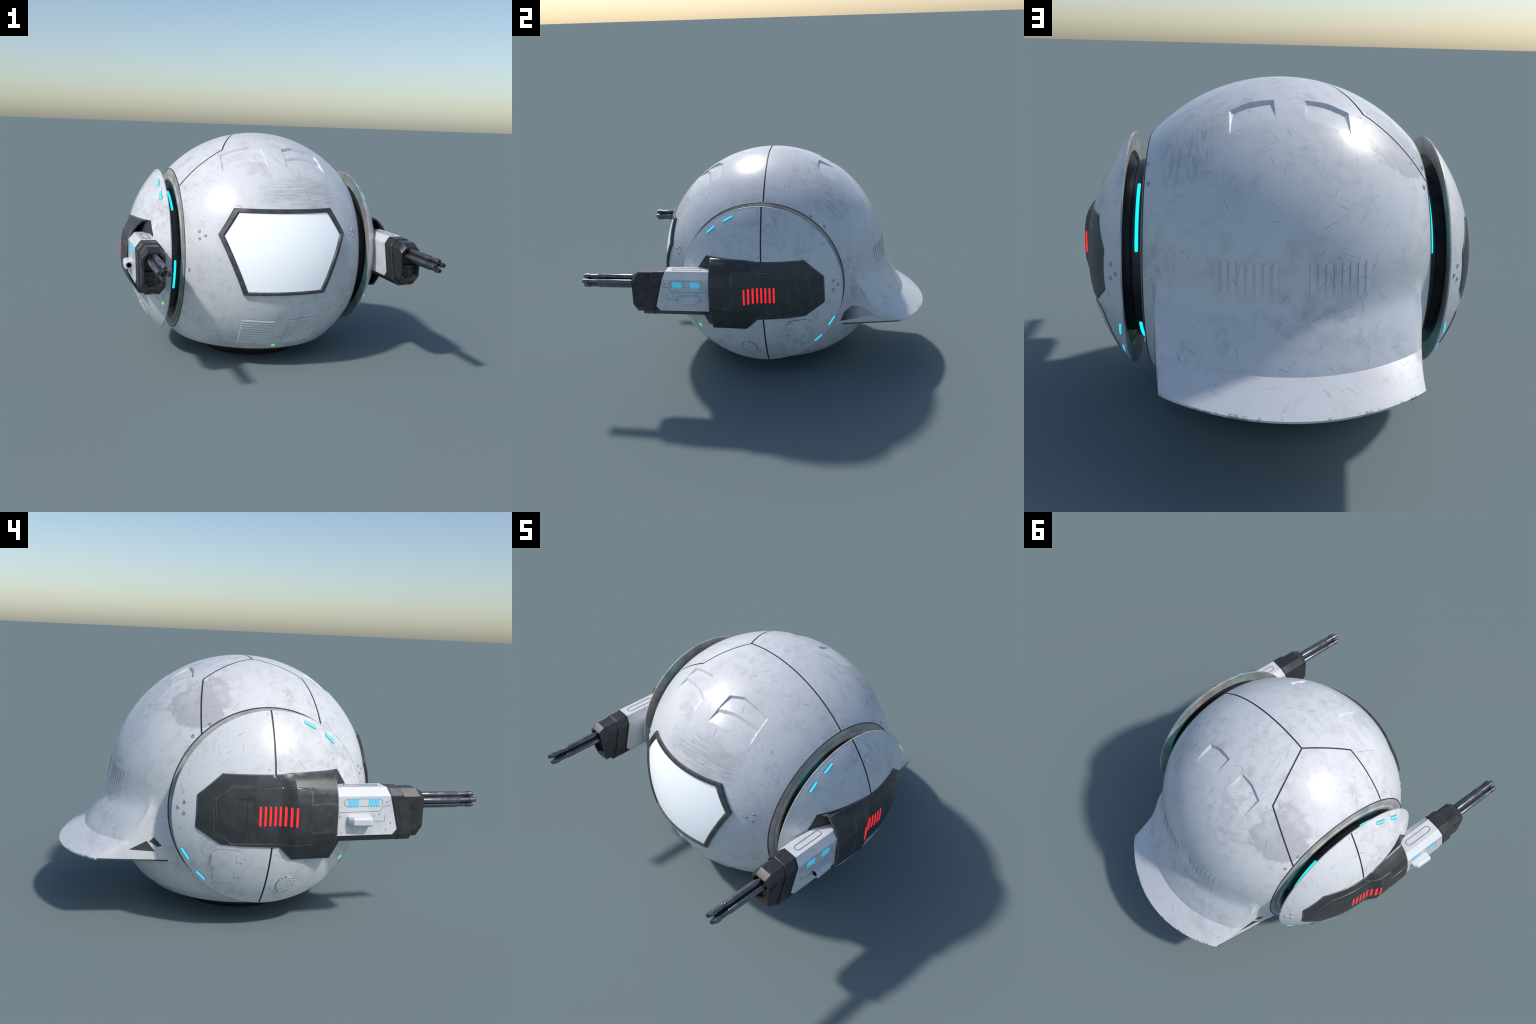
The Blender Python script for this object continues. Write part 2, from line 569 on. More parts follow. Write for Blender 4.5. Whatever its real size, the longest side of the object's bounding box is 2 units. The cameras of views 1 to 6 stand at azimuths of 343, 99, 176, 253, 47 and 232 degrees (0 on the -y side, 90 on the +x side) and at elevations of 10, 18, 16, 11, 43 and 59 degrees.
def build_body():
    bm = bmesh.new()
    c = Vector((0, CY, CZ))
    n_ang, n_row = 330, 120
    th = math.acos(CUT_X / R)
    rings = []
    for j in range(n_row + 1):
        a = th + (math.pi - 2 * th) * j / n_row
        x, r = R * math.cos(a), R * math.sin(a)
        rings.append([bm.verts.new((x, CY + r * math.cos(2 * math.pi * i / n_ang), CZ + r * math.sin(2 * math.pi * i / n_ang)))
                      for i in range(n_ang)])
    for a, b in zip(rings, rings[1:]):
        for i in range(n_ang):
            bm.faces.new((a[i], b[i], b[(i + 1) % n_ang], a[(i + 1) % n_ang]))
    # flat-cut belly
    bmesh.ops.bisect_plane(bm, geom=bm.verts[:] + bm.edges[:] + bm.faces[:], plane_co=(0, 0, 0.101), plane_no=(0, 0, -1),
                           clear_outer=True)
    for a, b in BODY_SEAMS:
        cut_seam(bm, c, a, b)
    wall = 0.0095
    scoops = []
    for poly, kind in ((FRONT_SCOOP, "front"), (REAR_SCOOP, "rear")):
        for m in (1, -1):
            E = inward(poly, m)
            planes = []
            for i, (p, n) in enumerate(E):
                planes.append((p, n))
                if i in (0, 1):
                    planes.append((p + n * wall, n))
            for far, top, i in ((3, 2, 2), (4, 0, 4)):      # walls that taper to nothing at the lip
                q = Vector((poly[far][0] * m, poly[far][1], 0))
                t = Vector((poly[top][0] * m, poly[top][1], 0)) + E[i][1] * wall + E[0 if top == 0 else 1][1] * wall
                d = t - q
                planes.append((q, Vector((-d.y, d.x, 0)).normalized()))
                if kind == "front":
                    planes.append((E[i][0] + E[i][1] * wall * 0.7, E[i][1]))
            if kind == "front":
                for (ax, ay), (bx, by) in zip(FRONT_STEP, FRONT_STEP[1:]):
                    n = Vector((-(by - ay), (bx - ax) * m, 0)).normalized() if False else \
                        Vector((-(by - ay) * m, (bx - ax), 0)).normalized()
                    planes.append((Vector((ax * m, ay, 0)) + n * 0.006, n))
                    planes.append((Vector((ax * m, ay, 0)) - n * 0.006, n))
            xs = [p[0] for p in poly]; ys = [p[1] for p in poly]
            def test(p, xs=xs, ys=ys, m=m):
                return p.z > 1.0 and min(xs) - 0.015 < p.x * m < max(xs) + 0.015 and min(ys) - 0.015 < p.y < max(ys) + 0.015
            local_bisect(bm, test, planes)
            scoops.append((E, kind, m))

    def step_depth(kind, p, E, m):
        d = [(p.x - q.x) * n.x + (p.y - q.y) * n.y for q, n in E]
        if min(d) < -1e-4:
            return 0.0
        cap = max(0.0, 1.5 * min(d[0], d[1], d[2], d[4]))
        if kind == "rear":
            f = d[3] / 0.105
            return min(cap, 0.0145 * min(1.0, f))
        # front: shallow shelf, then a step down that runs out flush at the lip
        px = p.x * m
        (ax, ay), (bx, by), (cx, cy) = FRONT_STEP
        y_step = ay + (by - ay) * (px - ax) / (bx - ax) if px < bx else by + (cy - by) * (px - bx) / (cx - bx)
        t = (p.y - y_step)                      # > 0: behind the step (shelf)
        shelf = 0.0035 + 0.0095 * min(1.0, max(0.0, t / 0.072))
        low = 0.0138
        k = min(1.0, max(0.0, (0.006 - t) / 0.012))
        run = min(1.0, d[3] / 0.058)
        dep = shelf * (1 - k) + low * k * run
        return min(cap, dep)

    for v in bm.verts:
        if v.co.z < 0.1015:
            continue
        p = (v.co - c)
        edge = abs(abs(v.co.x) - CUT_X) < 1e-4
        if not edge:
            v.co = c + p.normalized() * R * (1 + jowl(v.co.x, v.co.z, min(1.0, max(0.0, v.co.y / 0.25))))
        n = p.normalized()
        dep = 0.0
        if v.co.z > 0.9:
            if any(seam_dist(v.co, c, a, b) < SEAM_IN + 3e-4 for a, b in BODY_SEAMS):
                dep = SEAM_D
            for E, kind, m in scoops:
                if v.co.x * m > 0:
                    dep = max(dep, step_depth(kind, v.co, E, m))
        v.co -= n * dep
    for f in bm.faces:
        p = f.calc_center_median()
        if p.z > 0.9 and any(seam_dist(p, c, a, b) < SEAM_W + 1e-4 for a, b in BODY_SEAMS):
            f.material_index = 1
    return finish(bm, "body_shell", [M_BODY, M_LINE], root, 24)


body = build_body()


def lathe_z(name, prof, mat, parent, n=128, angle=30):
    bm = bmesh.new()
    rings = [[bm.verts.new((r * math.cos(2 * math.pi * i / n), CY + r * math.sin(2 * math.pi * i / n), z)) for i in range(n)]
             for r, z in prof]
    for a, b in zip(rings, rings[1:]):
        for i in range(n):
            bm.faces.new((a[i], a[(i + 1) % n], b[(i + 1) % n], b[i]))
    bm.faces.new(rings[-1])
    return finish(bm, name, mat, parent, angle)


rb = math.sqrt(R * R - (0.101 - CZ) ** 2)
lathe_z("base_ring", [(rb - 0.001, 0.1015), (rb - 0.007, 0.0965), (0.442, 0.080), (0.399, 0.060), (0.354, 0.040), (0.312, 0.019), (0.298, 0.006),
                      (0.292, 0.0), (0.235, 0.0), (0.225, 0.012), (0.05, 0.012)], M_BASE, root)


# ------------------------------------------------------------------ tail skirt
HALF = 0.447


def wall_x(y):
    """plane of the flat side cheek of the skirt"""
    return 0.442 + 0.127 * (0.845 - y)


def ball_y(x, z):
    return CY + math.sqrt(max(1e-4, R * R - x * x - (z - CZ) ** 2))


def build_skirt():
    bm = bmesh.new()
    mid = [-HALF + 2 * HALF * i / 56 for i in range(57)]
    Q = [0.04, 0.12, 0.25, 0.4, 0.55, 0.7, 0.85, 1.0]

    def soft(z):            # 0: crisp cheek, 1: soft blend into the ball
        t = min(1.0, max(0.0, (z - 0.555) / 0.11))
        return t * t * (3 - 2 * t)

    def side_pts(edge, z, off, sgn):
        """points from the skirt's side edge to the ball, at one height"""
        out = []
        ye = ball_y(0.49, z) - 0.03
        k = soft(z)
        for q in Q:
            y = edge[1] + (ye - edge[1]) * q
            hard = Vector((max(abs(edge[0]), wall_x(y)) if q > 0.1 else abs(edge[0]) + (wall_x(y) - abs(edge[0])) * q / 0.1, y, z))
            x = HALF + (0.5185 - HALF) * q
            w = 1 - q * q * (3 - 2 * q)
            smooth = Vector((x, ball_y(x, z) + off * w - 0.0015 * q, z))
            p = hard.lerp(smooth, k)
            out.append((p.x * sgn, p.y, p.z))
        return out

    def full(row, offs):
        l = side_pts(row[0], row[0][2], offs[0], -1)
        r = side_pts(row[-1], row[-1][2], offs[1], 1)
        return list(reversed(l)) + row + r

    rows = []
    n_fl = 36
    for i in range(n_fl + 1):
        t = i / n_fl
        row = []
        for x in mid:
            a = min(1.0, abs(x) / HALF)
            zc = 0.422 + 0.021 * a * a
            z = 0.80 + (zc - 0.80) * t
            k = soft(z)
            ze = 0.80 + (z - 0.80) * (0.80 - 0.422) / (0.80 - zc)
            row.append((x, ball_y(x, z) + flare(ze) + 0.0006 - 0.003 * max(0.0, (z - 0.68) / 0.12), z))
        f = flare(ze)
        rows.append(full(row, (f, f)))
        crease = row
    for t in (0.04, 0.3, 0.65, 0.94, 1.0):
        row = []
        for (x0, y0, z0) in crease:
            a = min(1.0, abs(x0) / HALF)
            ze = 0.338 + 0.022 * a * a
            ye = 0.845 + 0.155 * (1 - a * a) ** 0.92
            xe = x0 * (0.442 / HALF)
            row.append((x0 + (xe - x0) * t, y0 + (ye - y0) * t, z0 + (ze - z0) * t))
        rows.append(full(row, (0.2, 0.2)))
    # brim thickness and underside
    last = rows[-1]
    def low(x, y, z):       # lower edge sinks a little towards the ball
        return z - 0.008 - 0.012 * min(1.0, max(0.0, (0.845 - y) / 0.36))
    rows.append([(x, y - 0.002, low(x, y, z)) for x, y, z in last])
    rows.append([(x * 0.97, max(ball_y(x * 0.97, 0.33) - 0.02, y - 0.14), low(x, y, z)) for x, y, z in last])
    rows.append([(x * 0.95, ball_y(x * 0.95, 0.325) - 0.04, 0.325) for x, y, z in last])
    V = [[bm.verts.new(p) for p in r] for r in rows]
    for a, b in zip(V, V[1:]):
        for i in range(len(a) - 1):
            bm.faces.new((a[i], b[i], b[i + 1], a[i + 1]))
    ob = finish(bm, "tail_skirt", M_BODY, root, 26)
    # the bell grows out of the ball: give its upper rows the ball's own normals so no seam shows
    me = ob.data
    nn = [n.vector.copy() for n in me.corner_normals]
    for i, lp in enumerate(me.loops):
        co = me.vertices[lp.vertex_index].co
        k = min(1.0, max(0.0, (co.z - 0.655) / 0.06))
        if k > 0:
            ball = Vector((co.x, co.y - CY, co.z - CZ)).normalized()
            nn[i] = nn[i].lerp(ball, k).normalized()
    me.normals_split_custom_set([tuple(v) for v in nn])
    return ob


skirt = build_skirt()


def s_cheek(y, z):
    return Vector((wall_x(y), y, z)), Vector((1, 0.127, 0)).normalized()


for s in (1, -1):
    # baked shade patches and baked dark lower edge line, inlaid on the skirt's cheeks
    if s < 0:
        conform("cheek_shade_patch", [(0.687, 0.402), (0.604, 0.445), (0.564, 0.392)], s_cheek, M_LINE, skirt, off=0.0008, depth=0.003, step=0.05, s=s)
        conform("cheek_shade_patch", [(0.593, 0.440), (0.570, 0.464), (0.556, 0.447), (0.531, 0.420), (0.553, 0.413), (0.581, 0.437)], s_cheek, M_LINE, skirt,
                off=0.0008, depth=0.003, step=0.05, s=s)
    else:
        conform("cheek_shade_patch", [(0.489, 0.364), (0.512, 0.422), (0.556, 0.462), (0.585, 0.462), (0.625, 0.449), (0.666, 0.422), (0.690, 0.398), (0.581, 0.377)], s_cheek,
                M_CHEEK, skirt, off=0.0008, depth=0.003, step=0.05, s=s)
    conform("baked_edge_line", [(0.838, 0.3590), (0.500, 0.3480), (0.500, 0.3405), (0.838, 0.3525)], s_cheek, M_LINE, skirt, off=0.001, depth=0.004, step=0.1, s=s)  # strip added for the dark line baked along the lower edge

# ------------------------------------------------------------------ visor
VIS = [(-0.275, 0.930), (0.275, 0.930), (0.361, 0.791), (0.230, 0.470), (-0.230, 0.470), (-0.361, 0.791)]
VIS_IN = [(-0.253, 0.908), (0.253, 0.908), (0.332, 0.787), (0.209, 0.487), (-0.209, 0.487), (-0.332, 0.787)]
conform("visor_glass", VIS_IN, s_front, M_VISOR, root, off=0.0045, depth=0.004, step=0.03, bevel=0.004, bevel_h=0.001)


def build_frame():
    bm = bmesh.new()
    def ring(poly, off, sub=14):
        out = []
        for i in range(len(poly)):
            a, b = poly[i], poly[(i + 1) % len(poly)]
            for k in range(sub):
                t = k / sub
                p, n = s_front(a[0] + (b[0] - a[0]) * t, a[1] + (b[1] - a[1]) * t)
                out.append(bm.verts.new(p + n * off))
        return out
    def grow(poly, d):
        cx, cz = 0, 0.71
        return [(cx + (x - cx) * (1 + d), cz + (z - cz) * (1 + d)) for x, z in poly]
    rs = [ring(grow(VIS, 0.006), -0.006), ring(grow(VIS, 0.004), 0.010), ring(grow(VIS, -0.010), 0.0145),
          ring(grow(VIS_IN, 0.022), 0.0145), ring(VIS_IN, 0.006), ring(VIS_IN, -0.004)]
    for a, b in zip(rs, rs[1:]):
        for i in range(len(a)):
            bm.faces.new((a[i], a[(i + 1) % len(a)], b[(i + 1) % len(a)], b[i]))
    finish(bm, "visor_frame", M_FRAME, root, 25)


build_frame()


# ------------------------------------------------------------------ bolts
def bolt_mesh(r, h, cross=True):
    bm = bmesh.new()
    n = 20
    prof = [(r * 1.12, -0.003), (r * 1.12, h * 0.15), (r * 0.98, h * 0.2), (r * 0.9, h * 0.9), (r * 0.7, h), (0.0, h)]
    rings = []
    for q, z in prof[:-1]:
        rings.append([bm.verts.new((q * math.cos(2 * math.pi * i / n), q * math.sin(2 * math.pi * i / n), z)) for i in range(n)])
    for k, (a, b) in enumerate(zip(rings, rings[1:])):
        for i in range(n):
            f = bm.faces.new((a[i], a[(i + 1) % n], b[(i + 1) % n], b[i]))
            if k == 1:
                f.material_index = 1
    bm.faces.new(rings[-1])
    if cross:
        for ang in (0.4, 0.4 + math.pi / 2):
            c, s_ = math.cos(ang), math.sin(ang)
            L, w, z = r * 0.52, r * 0.13, h + 0.0004
            q = [bm.verts.new((x * c - y * s_, x * s_ + y * c, z + (0.0002 if ang > 1 else 0))) for x, y in ((-L, -w), (L, -w), (L, w), (-L, w))]
            f = bm.faces.new(q)
            f.material_index = 1
    me = bpy.data.meshes.new("bolt")
    bmesh.ops.recalc_face_normals(bm, faces=bm.faces)
    bm.to_mesh(me)
    bm.free()
    me.materials.append(M_BOLT)
    me.materials.append(M_LINE)
    return me


BOLT = bolt_mesh(0.0085, 0.0035)
RIVET = bolt_mesh(0.0042, 0.002, False)


def place(me, name, p, n, parent, spin=0.0):
    ob = bpy.data.objects.new(name, me)
    scene.collection.objects.link(ob)
    ob.matrix_world = Matrix.Translation(p) @ n.to_track_quat("Z", "Y").to_matrix().to_4x4() @ Matrix.Rotation(spin, 4, "Z")
    ob.parent = parent
    return ob


C0 = Vector((0, CY, CZ))
for s in (1, -1):
    for x, y, z in ((0.453, -0.486, 0.799), (0.453, -0.497, 0.761), (0.424, -0.515, 0.780), (0.503, 0.397, 0.960), (0.510, 0.318, 1.019)):
        d = (Vector((x * s, y, z)) - C0).normalized()
        place(BOLT, "bolt", C0 + d * R, d, body, random.random() * 3)
for x, y, z in ((0.505, 0.014, 1.118), (0.504, 0.061, 1.118), (-0.300, 0.275, 1.21), (-0.262, 0.335, 1.20), (-0.455, 0.375, 1.045),
                (-0.470, 0.325, 1.055)):
    d = (Vector((x, y, z)) - C0).normalized()
    place(RIVET, "rivet", C0 + d * R, d, body)

# ------------------------------------------------------------------ vents and louvres on the body
for s in (1, -1):
    for i in range(8):
        xt = 0.062 + 0.0278 * i
        u = 1 - 0.035 * 0
        pts = stadium(0, 0, math.pi / 2, 0.112, 0.0185)
        poly = [((xt + px) * s, 0.708 + pz + 0.0) for px, pz in pts]
        if s < 0:
            poly.reverse()
        conform("vent_slot", poly, s_back, M_BODY, body, off=0.0012, depth=0.003, step=0.02, bevel=0.0016, bevel_h=0.0010,
                rim_mat=M_SOFTLINE)
for s in (1, -1):
    bed = [(0.041 * s, 0.312), (0.036 * s, 0.146), (0.226 * s, 0.166), (0.224 * s, 0.322)]
    if s > 0:
        bed.reverse()
    conform("louvre_bed", bed, s_front, M_SOFTLINE, body, off=0.0006, depth=0.003, step=0.03)
    for i in range(10):
        z = 0.309 - 0.0164 * i
        x0, x1 = 0.042 - 0.0005 * i, 0.223
        poly = [(x0 * s, z - 0.0105), (x1 * s, z - 0.0010), (x1 * s, z + 0.0095), (x0 * s, z)]
        if s < 0:
            poly.reverse()
        def lou(x, zz, z=z, s=s):
            p, n = s_front(x, zz)
            zt = z + 0.0095 * (abs(x) - 0.042) / 0.181
            t = (zt - zz) / 0.0105               # each slat leans out towards its lower edge
            return p + n * (0.0013 + 0.0032 * max(0.0, min(1.0, t))), n
        conform("louvre_slat", poly, lou, M_BODY, body, off=0.0, depth=0.006, step=0.03)

conform("green_light", stadium(-0.003, 0.128, 0, 0.022, 0.009), s_front, M_GREEN, body, off=0.002, depth=0.003)


# ------------------------------------------------------------------ side discs
def build_disc(s):
    bm = bmesh.new()
    c = Vector((CAP_X, CY, CZ))
    n = 220
    th = math.asin(RIM_R / CAP_R)
    rows = 52
    rings = []
    for j in range(rows):
        a = th * (1 - j / rows)
        x, r = CAP_X + CAP_R * math.cos(a), CAP_R * math.sin(a)
        rings.append([bm.verts.new((x, CY + r * math.cos(2 * math.pi * i / n), CZ + r * math.sin(2 * math.pi * i / n))) for i in range(n)])
    for a, b in zip(rings, rings[1:]):
        for i in range(n):
            bm.faces.new((a[i], a[(i + 1) % n], b[(i + 1) % n], b[i]))
    tip = bm.verts.new((CAP_X + CAP_R, CY, CZ))
    for i in range(n):
        bm.faces.new((rings[-1][i], rings[-1][(i + 1) % n], tip))
    cut_seam(bm, c, *CAP_SEAM)
    for v in bm.verts:
        p = v.co - c
        if abs(v.co.x - (CAP_X + CAP_R * math.cos(th))) > 1e-4:
            v.co = c + p.normalized() * CAP_R
        if seam_dist(v.co, c, *CAP_SEAM) < SEAM_IN + 3e-4:
            v.co -= p.normalized() * SEAM_D
    for f in bm.faces:
        if seam_dist(f.calc_center_median(), c, *CAP_SEAM) < SEAM_W + 1e-4:
            f.material_index = 1
    mirror_bm(bm, s)
    disc = finish(bm, "side_disc", [M_DISC, M_LINE], root, 24)
    xr = CAP_X + CAP_R * math.cos(th)
    # worn metal back of the rim, and the rounded lip
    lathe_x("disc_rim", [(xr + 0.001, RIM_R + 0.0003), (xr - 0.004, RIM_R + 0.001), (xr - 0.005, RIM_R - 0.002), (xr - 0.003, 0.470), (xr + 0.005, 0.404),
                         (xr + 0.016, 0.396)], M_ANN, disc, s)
    # lights
    for a, b in (((-0.119, 1.047), (-0.171, 1.019)), ((-0.226, 0.988), (-0.269, 0.951)),
                 ((0.459, 0.446), (0.426, 0.395)), ((0.384, 0.328), (0.346, 0.290))):
        conform("disc_light", bar(a, b, 0.0105), s_cap, M_SKY, disc, off=0.0025, depth=0.003, bevel=0.002, bevel_h=0.0015, s=s)
        conform("light_socket", bar(a, b, 0.0155), s_cap, M_LINE, disc, off=0.0006, depth=0.003, s=s)
    conform("green_light", bar((-0.349, 0.375), (-0.337, 0.361), 0.009), s_cap, M_GREEN, disc, off=0.002, depth=0.003, s=s)
    # bolts
    cs = Vector((CAP_X, CY, CZ))
    for me, nm, lst in ((BOLT, "bolt", ((0.455, 0.677), (0.482, 0.648), (0.456, 0.625))),
                        (RIVET, "rivet", ((0.071, 0.989), (0.032, 0.984), (0.087, 0.843), (0.037, 0.842), (0.066, 1.085), (0.022, 1.084)))):
        for y, z in lst:
            p, nn = s_cap(y, z)
            place(me, nm, Vector((p.x * s, p.y, p.z)), Vector((nn.x * s, nn.y, nn.z)), disc, random.random() * 3)
    # hinged hatch
    hatch = [(0.331, 0.447), (0.299, 0.467), (0.214, 0.462), (0.203, 0.452), (0.200, 0.300), (0.216, 0.283), (0.309, 0.292), (0.317, 0.372), (0.331, 0.375)]
    conform("hatch", hatch, s_cap, M_DISC, disc, off=0.0050, depth=0.003, step=0.03, bevel=0.0034, bevel_h=0.0045, s=s, rim_mat=M_MIDLINE)
    for za, zb in ((0.442, 0.402), (0.361, 0.320)):
        conform("hinge", [(0.222, za), (0.196, za), (0.193, zb), (0.220, zb)], s_cap, M_DISC, disc, off=0.006, depth=0.002, step=0.02, bevel=0.0025,
                bevel_h=0.0025, s=s, rim_mat=M_SOFTLINE)
    for y, z in ((0.292, 0.369), (0.288, 0.303)):
        conform("latch", stadium(y, z, -0.6, 0.021, 0.013), s_cap, M_DISC, disc, off=0.005, depth=0.002, bevel=0.002, s=s, rim_mat=M_SOFTLINE)
    # round grille with slanting slats
    gy, gz, gr = -0.037, 0.263, 0.050
    circ = [(gy + gr * math.cos(2 * math.pi * i / 40), gz + gr * 0.98 * math.sin(2 * math.pi * i / 40)) for i in range(40)]
    conform("grille_bed", circ, s_cap, M_MIDLINE, disc, off=0.0006, depth=0.003, step=0.02, s=s)
    for k in range(9):
        h = -0.044 + 0.011 * k
        w = math.sqrt(max(0, (gr * 0.93) ** 2 - h * h))
        if w < 0.012:
            continue
        tilt = 0.30
        ca, sa = math.cos(tilt), math.sin(tilt)
        q = [(-w, h - 0.0040), (w, h - 0.0040), (w * 0.97, h + 0.0040), (-w * 0.97, h + 0.0040)]
        conform("grille_slat", [(gy + a * ca - b * sa, gz + a * sa + b * ca) for a, b in q], s_cap, M_DISC, disc, off=0.0032, depth=0.002,
                step=0.025, bevel=0.001, s=s)
    return disc


# ------------------------------------------------------------------ joint between body and disc
def build_joint(s):
    j = lathe_x("ring_joint", [(0.510, 0.412), (0.5265, 0.410), (0.529, 0.404), (0.5295, 0.392), (0.531, 0.372), (0.5325, 0.369), (0.572, 0.369), (0.574, 0.366),
                               (0.5745, 0.352), (0.584, 0.350), (0.585, 0.346), (0.612, 0.346), (0.614, 0.398), (0.620, 0.404)], M_RING, root, s)
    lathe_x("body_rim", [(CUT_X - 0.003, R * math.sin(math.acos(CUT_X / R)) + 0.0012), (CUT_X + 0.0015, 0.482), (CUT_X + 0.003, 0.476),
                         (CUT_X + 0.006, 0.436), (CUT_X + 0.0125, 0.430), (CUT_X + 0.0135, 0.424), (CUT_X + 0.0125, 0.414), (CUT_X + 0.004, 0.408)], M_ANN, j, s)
    lathe_x("baked_edge_ring", [(CUT_X - 0.0045, 0.4838), (CUT_X - 0.003, 0.4852), (CUT_X + 0.0028, 0.4832), (CUT_X + 0.003, 0.4795), (CUT_X - 0.001, 0.478)],  # bead added for the dark outline baked around the opening
            M_LINE, j, s)
    for a0, a1 in STRIPS:
        bm = bmesh.new()
        rs, hw0 = 0.3708, 0.0062
        a0, a1 = math.radians(a0), math.radians(a1)
        ends = [0.02, 0.12, 0.3, 0.6, 1.0]
        ts = [a0 + hw0 * e / rs for e in ends] + [a0 + (a1 - a0) * i / 24 for i in range(2, 23)] + [a1 - hw0 * e / rs for e in reversed(ends)]
        prev = None
        for a in ts:
            d = min(a - a0, a1 - a) * rs / hw0
            hw = hw0 * (math.sqrt(1 - (1 - d) ** 2) if d < 1 else 1.0)
            q = []
            for x, r in ((-hw, 0.3685), (-hw, 0.3708), (hw, 0.3708), (hw, 0.3685)):
                q.append(bm.verts.new((0.556 + x, CY + r * math.cos(a), CZ + r * math.sin(a))))
            if prev:
                for k in range(3):
                    bm.faces.new((prev[k], prev[k + 1], q[k + 1], q[k]))
            prev = q
        mirror_bm(bm, s)
        finish(bm, "glow_strip", M_CYAN, j, 30)
    return j


# ------------------------------------------------------------------ gun housing
HOUSE = [(-0.236, 0.829), (-0.03, 0.829), (0.032, 0.822), (0.296, 0.820), (0.398, 0.724), (0.406, 0.714), (0.412, 0.566), (0.404, 0.556),
         (0.300, 0.487), (0.032, 0.478), (-0.036, 0.409), (-0.236, 0.405)]
INNER = [(-0.104, 0.760), (-0.030, 0.769), (0.025, 0.765), (0.263, 0.766), (0.329, 0.702), (0.330, 0.564), (0.254, 0.498), (-0.109, 0.499)]
P_TOP = [(-0.236, 0.829), (-0.03, 0.829), (0.032, 0.822), (0.066, 0.8212), (0.020, 0.7655), (-0.030, 0.769), (-0.104, 0.760), (-0.103, 0.692), (-0.236, 0.692)]
P_MID = [(-0.236, 0.692), (-0.103, 0.692), (-0.107, 0.556), (-0.236, 0.556)]
P_REAR = [(0.066, 0.8212), (0.296, 0.820), (0.398, 0.724), (0.406, 0.714), (0.412, 0.566), (0.404, 0.556), (0.300, 0.487), (0.032, 0.478), (-0.036, 0.409),
          (-0.236, 0.405), (-0.236, 0.556), (-0.107, 0.556), (-0.109, 0.499), (0.254, 0.498), (0.330, 0.564), (0.329, 0.702), (0.263, 0.766), (0.020, 0.7655)]
KINKS = [(0, Y_KINK), (0, Y_FLUSH), (0, 0.0), (1, 0.475), (1, 0.510), (1, 0.555), (1, 0.692), (1, 0.735), (1, 0.769), (1, 0.800)]


def build_housing(s):
    # hollow shell, open at the front where the gun leaves it
    bm = bmesh.new()
    bm.faces.new([bm.verts.new((a, b, 0)) for a, b in HOUSE])
    bmesh.ops.triangulate(bm, faces=bm.faces)
    lines = KINKS + [(0, -0.2 + 0.04 * i) for i in range(15)] + [(1, 0.43 + 0.035 * i) for i in range(12)]
    for ax, val in lines:
        co = [0, 0, 0]; no = [0, 0, 0]
        co[ax] = val; no[ax] = 1
        bmesh.ops.bisect_plane(bm, geom=bm.verts[:] + bm.edges[:] + bm.faces[:], dist=1e-6, plane_co=co, plane_no=no)
    border = [e for e in bm.edges if e.is_boundary and not all(abs(v.co.x - Y_FRONT) < 1e-5 for v in e.verts)]
    uv = {v: (v.co.x, v.co.y) for v in bm.verts}
    for f in bm.faces:
        f.material_index = 1  # outer faces blackened: shadow in the plate gaps put into the colour
    ext = bmesh.ops.extrude_edge_only(bm, edges=border)
    for f in ext["geom"]:
        if isinstance(f, bmesh.types.BMFace):
            f.material_index = 0
    low = {v: (v.co.x, v.co.y) for v in ext["geom"] if isinstance(v, bmesh.types.BMVert)}
    for v, (y, z) in uv.items():
        v.co = Vector((housing_x(y, z) - 0.0058, y, z))
    for v, (y, z) in low.items():
        # front ends of the walls rake forward to the disc
        yy = y - (0.032 if abs(y - Y_FRONT) < 1e-4 else 0.0) * (1 if z > 0.6 else -0.3)
        v.co = Vector((s_cap(yy, z)[0].x - 0.012, yy, z))
    mirror_bm(bm, s)
    ob = finish(bm, "gun_housing", [M_DARK, M_GROOVE], root, 28)
    md = ob.modifiers.new("shell", "SOLIDIFY")
    md.thickness = 0.010
    md.offset = -1
    conform("recess_patch", [(-0.268, 0.830), (-0.318, 0.757), (-0.335, 0.650), (-0.328, 0.550), (-0.297, 0.455), (-0.270, 0.404), (-0.10, 0.408), (-0.10, 0.826)],  # dark plate added on the disc for the unmodelled recess behind the gun
            s_cap, M_DARK, ob, off=0.003, depth=0.004, s=s)
    for nm, poly, surf, cuts in (("armour_plate", P_TOP, s_house, KINKS), ("armour_plate", P_MID, s_house, KINKS), ("armour_plate", P_REAR, s_house, KINKS),
                                 ("inner_panel", INNER, s_house_notch,
                                  KINKS + [(0, v) for v in (0.1495, 0.1555, 0.1895, 0.1905, 0.2005, 0.225, 0.2505)] + [(1, v) for v in (0.5795, 0.6, 0.6295, 0.7065, 0.7125)])):
        g = 0.0035 if nm == "armour_plate" else 0.0085
        conform(nm, poly, surf, M_DARK, ob, off=0.0, depth=0.008, step=0.02, gap=g, bevel=0.0045, bevel_h=0.0042, cuts=cuts, s=s, angle=26, rim_mat=M_EDGE)
    for i in range(8):
        y = -0.032 + 0.0234 * i
        conform("red_light_bar", stadium(y, 0.632, math.pi / 2, 0.093, 0.0100), s_house, M_RED, ob, off=0.0012, depth=0.004, step=0.02, bevel=0.0025,
                bevel_h=0.002, s=s)
    return ob


# ------------------------------------------------------------------ gun
def G(x, y, z, s):
    """gun-local -> world: on the disc axis, with a slight droop"""
    return Vector((s * (0.732 + x), y, z + 0.008 * (y + 0.55)))


